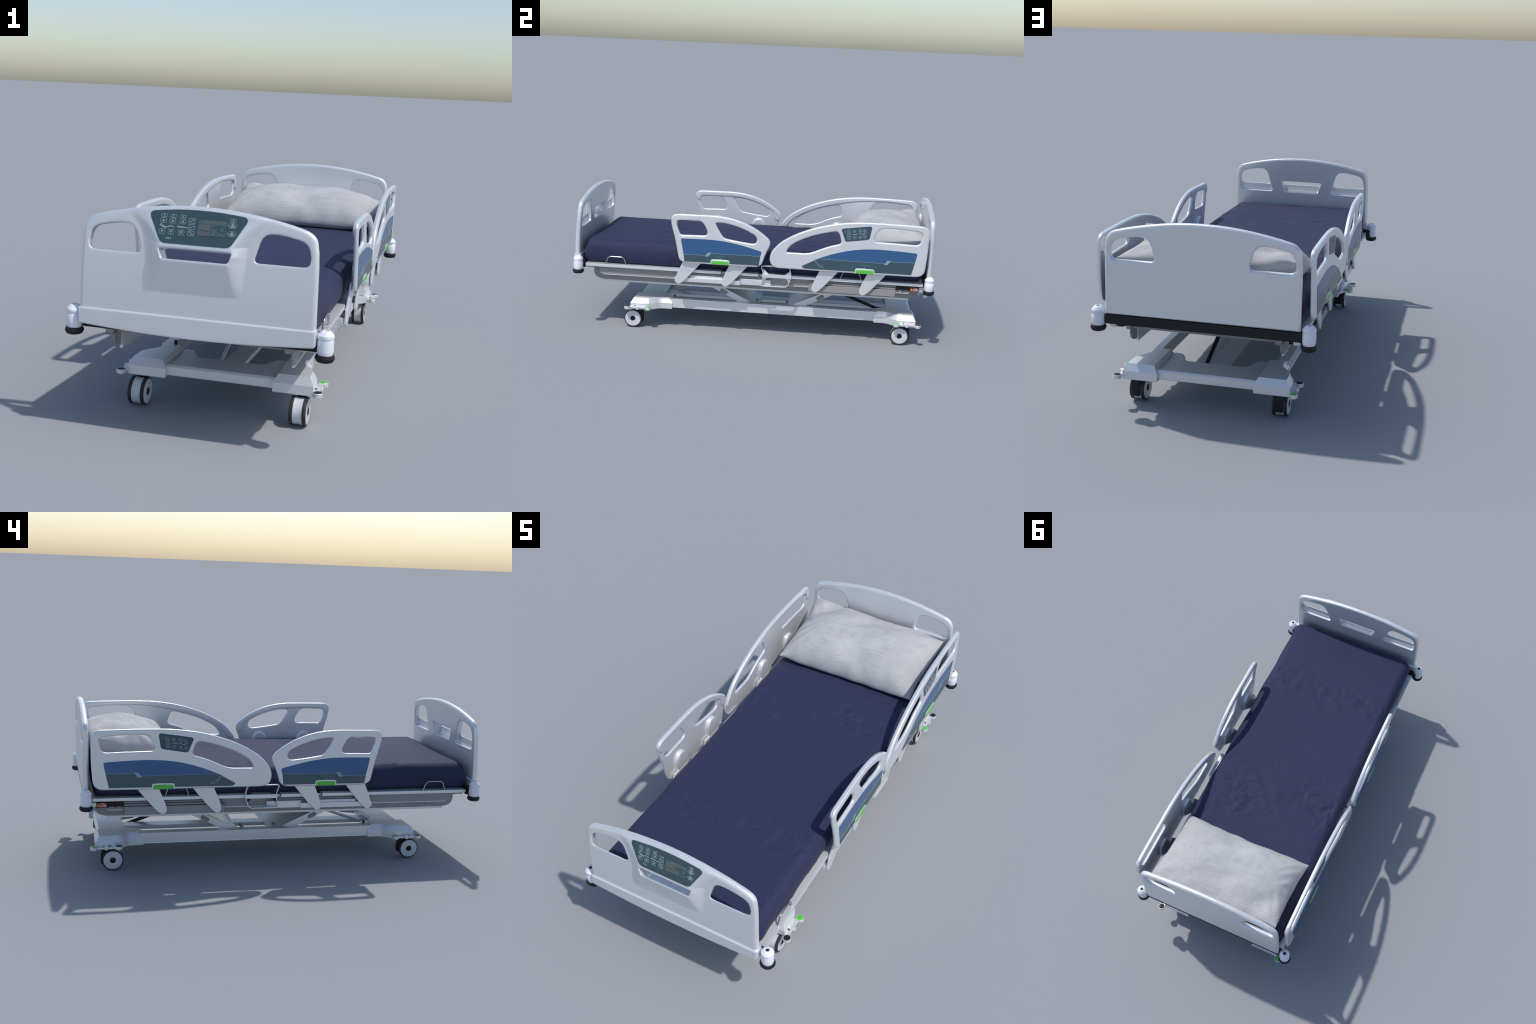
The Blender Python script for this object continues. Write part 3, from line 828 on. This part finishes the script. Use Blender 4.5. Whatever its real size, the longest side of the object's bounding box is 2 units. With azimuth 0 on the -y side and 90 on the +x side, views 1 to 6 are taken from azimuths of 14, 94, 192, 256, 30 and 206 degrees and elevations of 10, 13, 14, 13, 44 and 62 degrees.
        pr.stroke([(0.0130, 0.6325), (0.0220, 0.6360), (0.0320, 0.6300)], 0.0024)
        pr.stroke([(0.0320, 0.6300), (0.0435, 0.6345)], 0.0040)
        pr.disc(0.0490, 0.6380, 0.0026)
        pr.stroke([(-0.0665, 0.6500), (-0.0580, 0.6485)], 0.0018)
        pr.stroke([(-0.0640, 0.6540), (-0.0615, 0.6500)], 0.0012)
        pr.stroke([(0.0450, 0.6030), (0.0530, 0.6030)], 0.0009)
        add("keypad_icons", pr.mesh("keypad_icons"), MARK, root, smooth=None)

for s in (1, -1):
    rail(s, FOOT_RAIL, FOOT_HOLES, FOOT_BAND, FOOT_PRINT, (-0.3925, -0.1345), False)
    rail(s, HEAD_RAIL, HEAD_HOLES, HEAD_BAND, HEAD_PRINT, (0.3575, 0.6155), True)

# ------------------------------------------------------------------ wheeled base
base = empty("wheeled_base", bed)
Y_FOOT, Y_HEAD = -0.6735, 0.9215

for s in (1, -1):
    add("base_beam", block(s * 0.2465, s * 0.2825, -0.46, 0.71, 0.1160, 0.1700, 0.003), PAINT, base)
add("centre_beam", block(-0.0385, 0.0385, -0.60, 0.85, 0.1125, 0.1310, 0.003), PAINT, base)

def casting(y_end, direction):
    """End casting: two chamfered pods joined by a lower bridge. direction points into the bed."""
    bm = bmesh.new()
    for s in (1, -1):
        pod = rounded([(0.337, 0, 0), (0.337, 0.085, 0.03), (0.322, 0.125, 0.03), (0.290, 0.160, 0.02), (0.290, 0.229, 0.001), (0.194, 0.229, 0.001), (0.194, 0.0, 0)])
        plate(pod, [], [(0.003, 0.1085), (0, 0.1115), (0, 0.1440), (0.0145, 0.1695), (0.0165, 0.1725)], lambda a, b, d: (s * a, y_end + direction * b, d), into=bm)
    bridge = rounded([(0.203, 0.018, 0), (0.203, 0.236, 0), (0.180, 0.234, 0.01), (0.154, 0.230, 0.02), (0.140, 0.190, 0.02), (0.124, 0.154, 0.02), (0.0, 0.152, 0.02),
                      (-0.124, 0.154, 0.02), (-0.140, 0.190, 0.02), (-0.154, 0.230, 0.02), (-0.180, 0.234, 0.01), (-0.203, 0.236, 0), (-0.203, 0.018, 0)])
    plate(bridge, [], [(0.002, 0.1155), (0, 0.1175), (0, 0.1470), (0.006, 0.1540), (0.008, 0.1550)], lambda a, b, d: (a, y_end + direction * b, d), into=bm)
    return finish(bm, "casting")
add("end_casting", casting(Y_FOOT, 1), PAINT, base, smooth=12)
add("end_casting", casting(Y_HEAD, -1), PAINT, base, smooth=12)

# lifting legs: sloping plate between two side arms, foot leg and head leg
for dirn, y_top, y_low in ((1, -0.205, 0.038), (-1, 0.440, 0.195)):
    leg = empty("lifting_leg", bed)
    bm = bmesh.new()
    th = 0.010
    pts = [(y_top, 0.256), (y_low, 0.128), (y_low, 0.128 - th), (y_top, 0.256 - th)]
    plate([Vector(p) for p in pts] if dirn < 0 else [Vector(p) for p in reversed(pts)], [], [(0, -0.224), (0, 0.224)], lambda a, b, d: (d, a, b), into=bm)
    add("leg_plate", finish(bm, "leg_plate"), PAINT, leg, smooth=None)
    for s in (1, -1):
        arm = rounded([((-0.272 if dirn > 0 else 0.504), 0.262, 0), ((0.020 if dirn > 0 else 0.212), 0.122, 0.010), ((0.055 if dirn > 0 else 0.177), 0.140, 0.015), ((-0.010 if dirn > 0 else 0.240), 0.1735, 0.03), ((-0.201 if dirn > 0 else 0.432), 0.262, 0)])
        add("leg_arm", plate(arm, [], profile_bevel(0.002, 0.002, 0.2220, 0.2455, 2), side(s)), PAINT, leg)
        cy, cz = (-0.157, 0.2205) if dirn > 0 else (0.3885, 0.2205)
        ex, ez = dirn * 0.90, -0.44
        pad = []
        for k in range(24):
            t = 2 * pi * k / 24
            c_, s_ = 0.0105 * cos(t) + (0.0125 if cos(t) >= 0 else -0.0125), 0.0105 * sin(t)
            pad.append((cy + c_ * ex - s_ * ez, cz + c_ * ez + s_ * ex, 0))
        add("pivot_cover", plate(rounded(pad), [], [(0, 0.240), (0, 0.2480), (0.001, 0.2490)], side(s)), GREY, leg)
        for k in (1, -1):
            add("pivot_bolt", lathe([(0, 0.2510), (0.0055, 0.2506), (0.0065, 0.249), (0.0065, 0.244)], lambda a, b, h: (s * h, cy + k * 0.0115 * ex + a, cz + k * 0.0115 * ez + b), 16), GREY, leg)
        add("roller_bolt", lathe([(0, 0.2470), (0.005, 0.2465), (0.0075, 0.245), (0.0075, 0.20)], lambda a, b, h: (s * h, y_low - dirn * 0.006 + a, 0.171 + b), 18), GREY, leg)
add("gas_spring", tube([(0.0545, 0.775, 0.104), (0.0545, 0.34, 0.264)], 0.0090, seg=14), STRUT, base, weighted=False)
add("lift_rod", tube([(-0.047, -0.575, 0.094), (-0.053, -0.12, 0.250)], 0.0068, seg=14), PAINT, base, weighted=False)
add("lift_motor", block(-0.07, 0.07, -0.14, 0.30, 0.285, 0.335, 0.01), PAINT, base)
for s in (1, -1):
    add("cable_clip", block(s * 0.234, s * 0.242, -0.442, -0.434, 0.160, 0.181, 0.001), BLACK, base)

# ------------------------------------------------------------------ brake pedals
def pedal_arm(s):
    bm = bmesh.new()
    block(s * 0.333, s * 0.356, -0.047, 0.047, 0.1195, 0.1285, 0.003, into=bm)
    block(s * 0.318, s * 0.346, -0.013, 0.013, 0.119, 0.1325, 0.003, into=bm)
    lathe([(0, 0.3640), (0.0085, 0.3640), (0.0105, 0.3620), (0.0105, 0.318), (0, 0.318)], lambda a, b, h: (s * h, a, 0.1235 + b), 24, into=bm)
    for k in (1, -1):
        lathe([(0, 0.1145), (0.0150, 0.1145), (0.0170, 0.1165), (0.0170, 0.1300), (0.0160, 0.1312), (0.0150, 0.1312), (0.0145, 0.1295), (0, 0.1295)], lambda a, b, h: (s * 0.355 + a, k * 0.0585 + b, h), 28, into=bm)
    return finish(bm, "pedal_arm")
pad_mesh = {}
for nm, m in (("green", GREEN), ("black", BLACK)):
    pad_mesh[nm] = lathe([(0, 0.1316), (0.0130, 0.1316), (0.0146, 0.1306), (0.0146, 0.126), (0, 0.126)], lambda a, b, h: (a, b, h), 28)
    pad_mesh[nm].materials.append(m)
    pad_mesh[nm].shade_smooth()
    pad_mesh[nm].set_sharp_from_angle(angle=radians(35))
PIVOTS = (-0.6285, 0.8735)
for s in (1, -1):
    arm_mesh = pedal_arm(s)
    for i, y in enumerate(PIVOTS):
        o = add("brake_pedal", arm_mesh, PAINT, bed, smooth=35 if i == 0 else None)
        o.location.y = y
        green_side = 1 if y < 0 else (-1 if s > 0 else 1)
        for k in (1, -1):
            p = add("pedal_pad", pad_mesh["green" if k == green_side else "black"], None, o, smooth=None)
            p.location = (s * 0.355, k * 0.0585, 0)
        add("pedal_slot", block(s * 0.338, s * 0.346, -0.020, -0.014, 0.127, 0.1305, 0.0005), BLACK, o)

# ------------------------------------------------------------------ twin-wheel casters (all trail towards the foot end)
R = 0.0505
HY, HZ = -0.033, R
axis = lambda a, b, h: (h, HY + a, HZ + b)
def wheel_mesh(sd):
    prof = [(0.030, 0.0160), (0.0470, 0.0160), (0.0500, 0.0172), (R, 0.0190), (R, 0.0270), (0.0492, 0.0292), (0.0465, 0.0298), (0.0440, 0.0295)]
    return lathe([(r, sd * h) for r, h in prof], axis, 44)
tyre = {sd: wheel_mesh(sd) for sd in (1, -1)}
disc = {sd: lathe([(r, sd * h) for r, h in [(0.0445, 0.0282), (0.0442, 0.0302), (0.0425, 0.0307), (0.016, 0.0307), (0.015, 0.0292), (0, 0.0292)]], axis, 40) for sd in (1, -1)}
cap = {sd: lathe([(r, sd * h) for r, h in [(0.0138, 0.029), (0.0138, 0.0308), (0.0120, 0.0316), (0, 0.0318)]], axis, 28) for sd in (1, -1)}
housing = lathe([(0.0, -0.0163), (0.0478, -0.0163), (0.0470, -0.0120), (0.0458, 0.0), (0.0470, 0.0120), (0.0478, 0.0163), (0.0, 0.0163)], axis, 44)
fb = bmesh.new()
fork_profile = rounded([(-0.010, 0.1120, 0.003), (-0.020, 0.0985, 0.003), (-0.012, 0.085, 0.02), (0.006, 0.060, 0.02), (0.0140, 0.0300, 0.008), (0.0215, 0.0300, 0.008), (0.0215, 0.0850, 0.02), (0.014, 0.1120, 0.003)])
plate(fork_profile, [], profile_bevel(0.002, 0.002, -0.0150, 0.0150, 2), lambda a, b, d: (d, a, b), into=fb)
lathe([(0, 0.099), (0.019, 0.099), (0.019, 0.1075), (0.012, 0.112), (0, 0.112)], lambda a, b, h: (a, b - 0.004, h), 24, into=fb)
fork = finish(fb, "fork")
n = 0
for x in (0.2915, -0.2915):
    for y in PIVOTS:
        sm = 35 if n == 0 else None
        c = add("caster", housing, RIM, bed, smooth=sm)
        c.location = (x, y, 0)
        for sd in (1, -1):
            add("tyre", tyre[sd], TYRE, c, smooth=sm, weighted=False)
            add("wheel_disc", disc[sd], RIM, c, smooth=sm)
            add("hub_cap", cap[sd], BLACK, c, smooth=sm)
        add("fork", fork, BLACK, c, smooth=sm)
        n += 1

for o in bpy.data.objects:
    if o.name.split(".")[0] in ("console_icons", "keypad_icons", "beam_bolts", "holder_teeth", "rail_print", "display_symbols", "label_caption"):
        o["kind"] = "stuff"
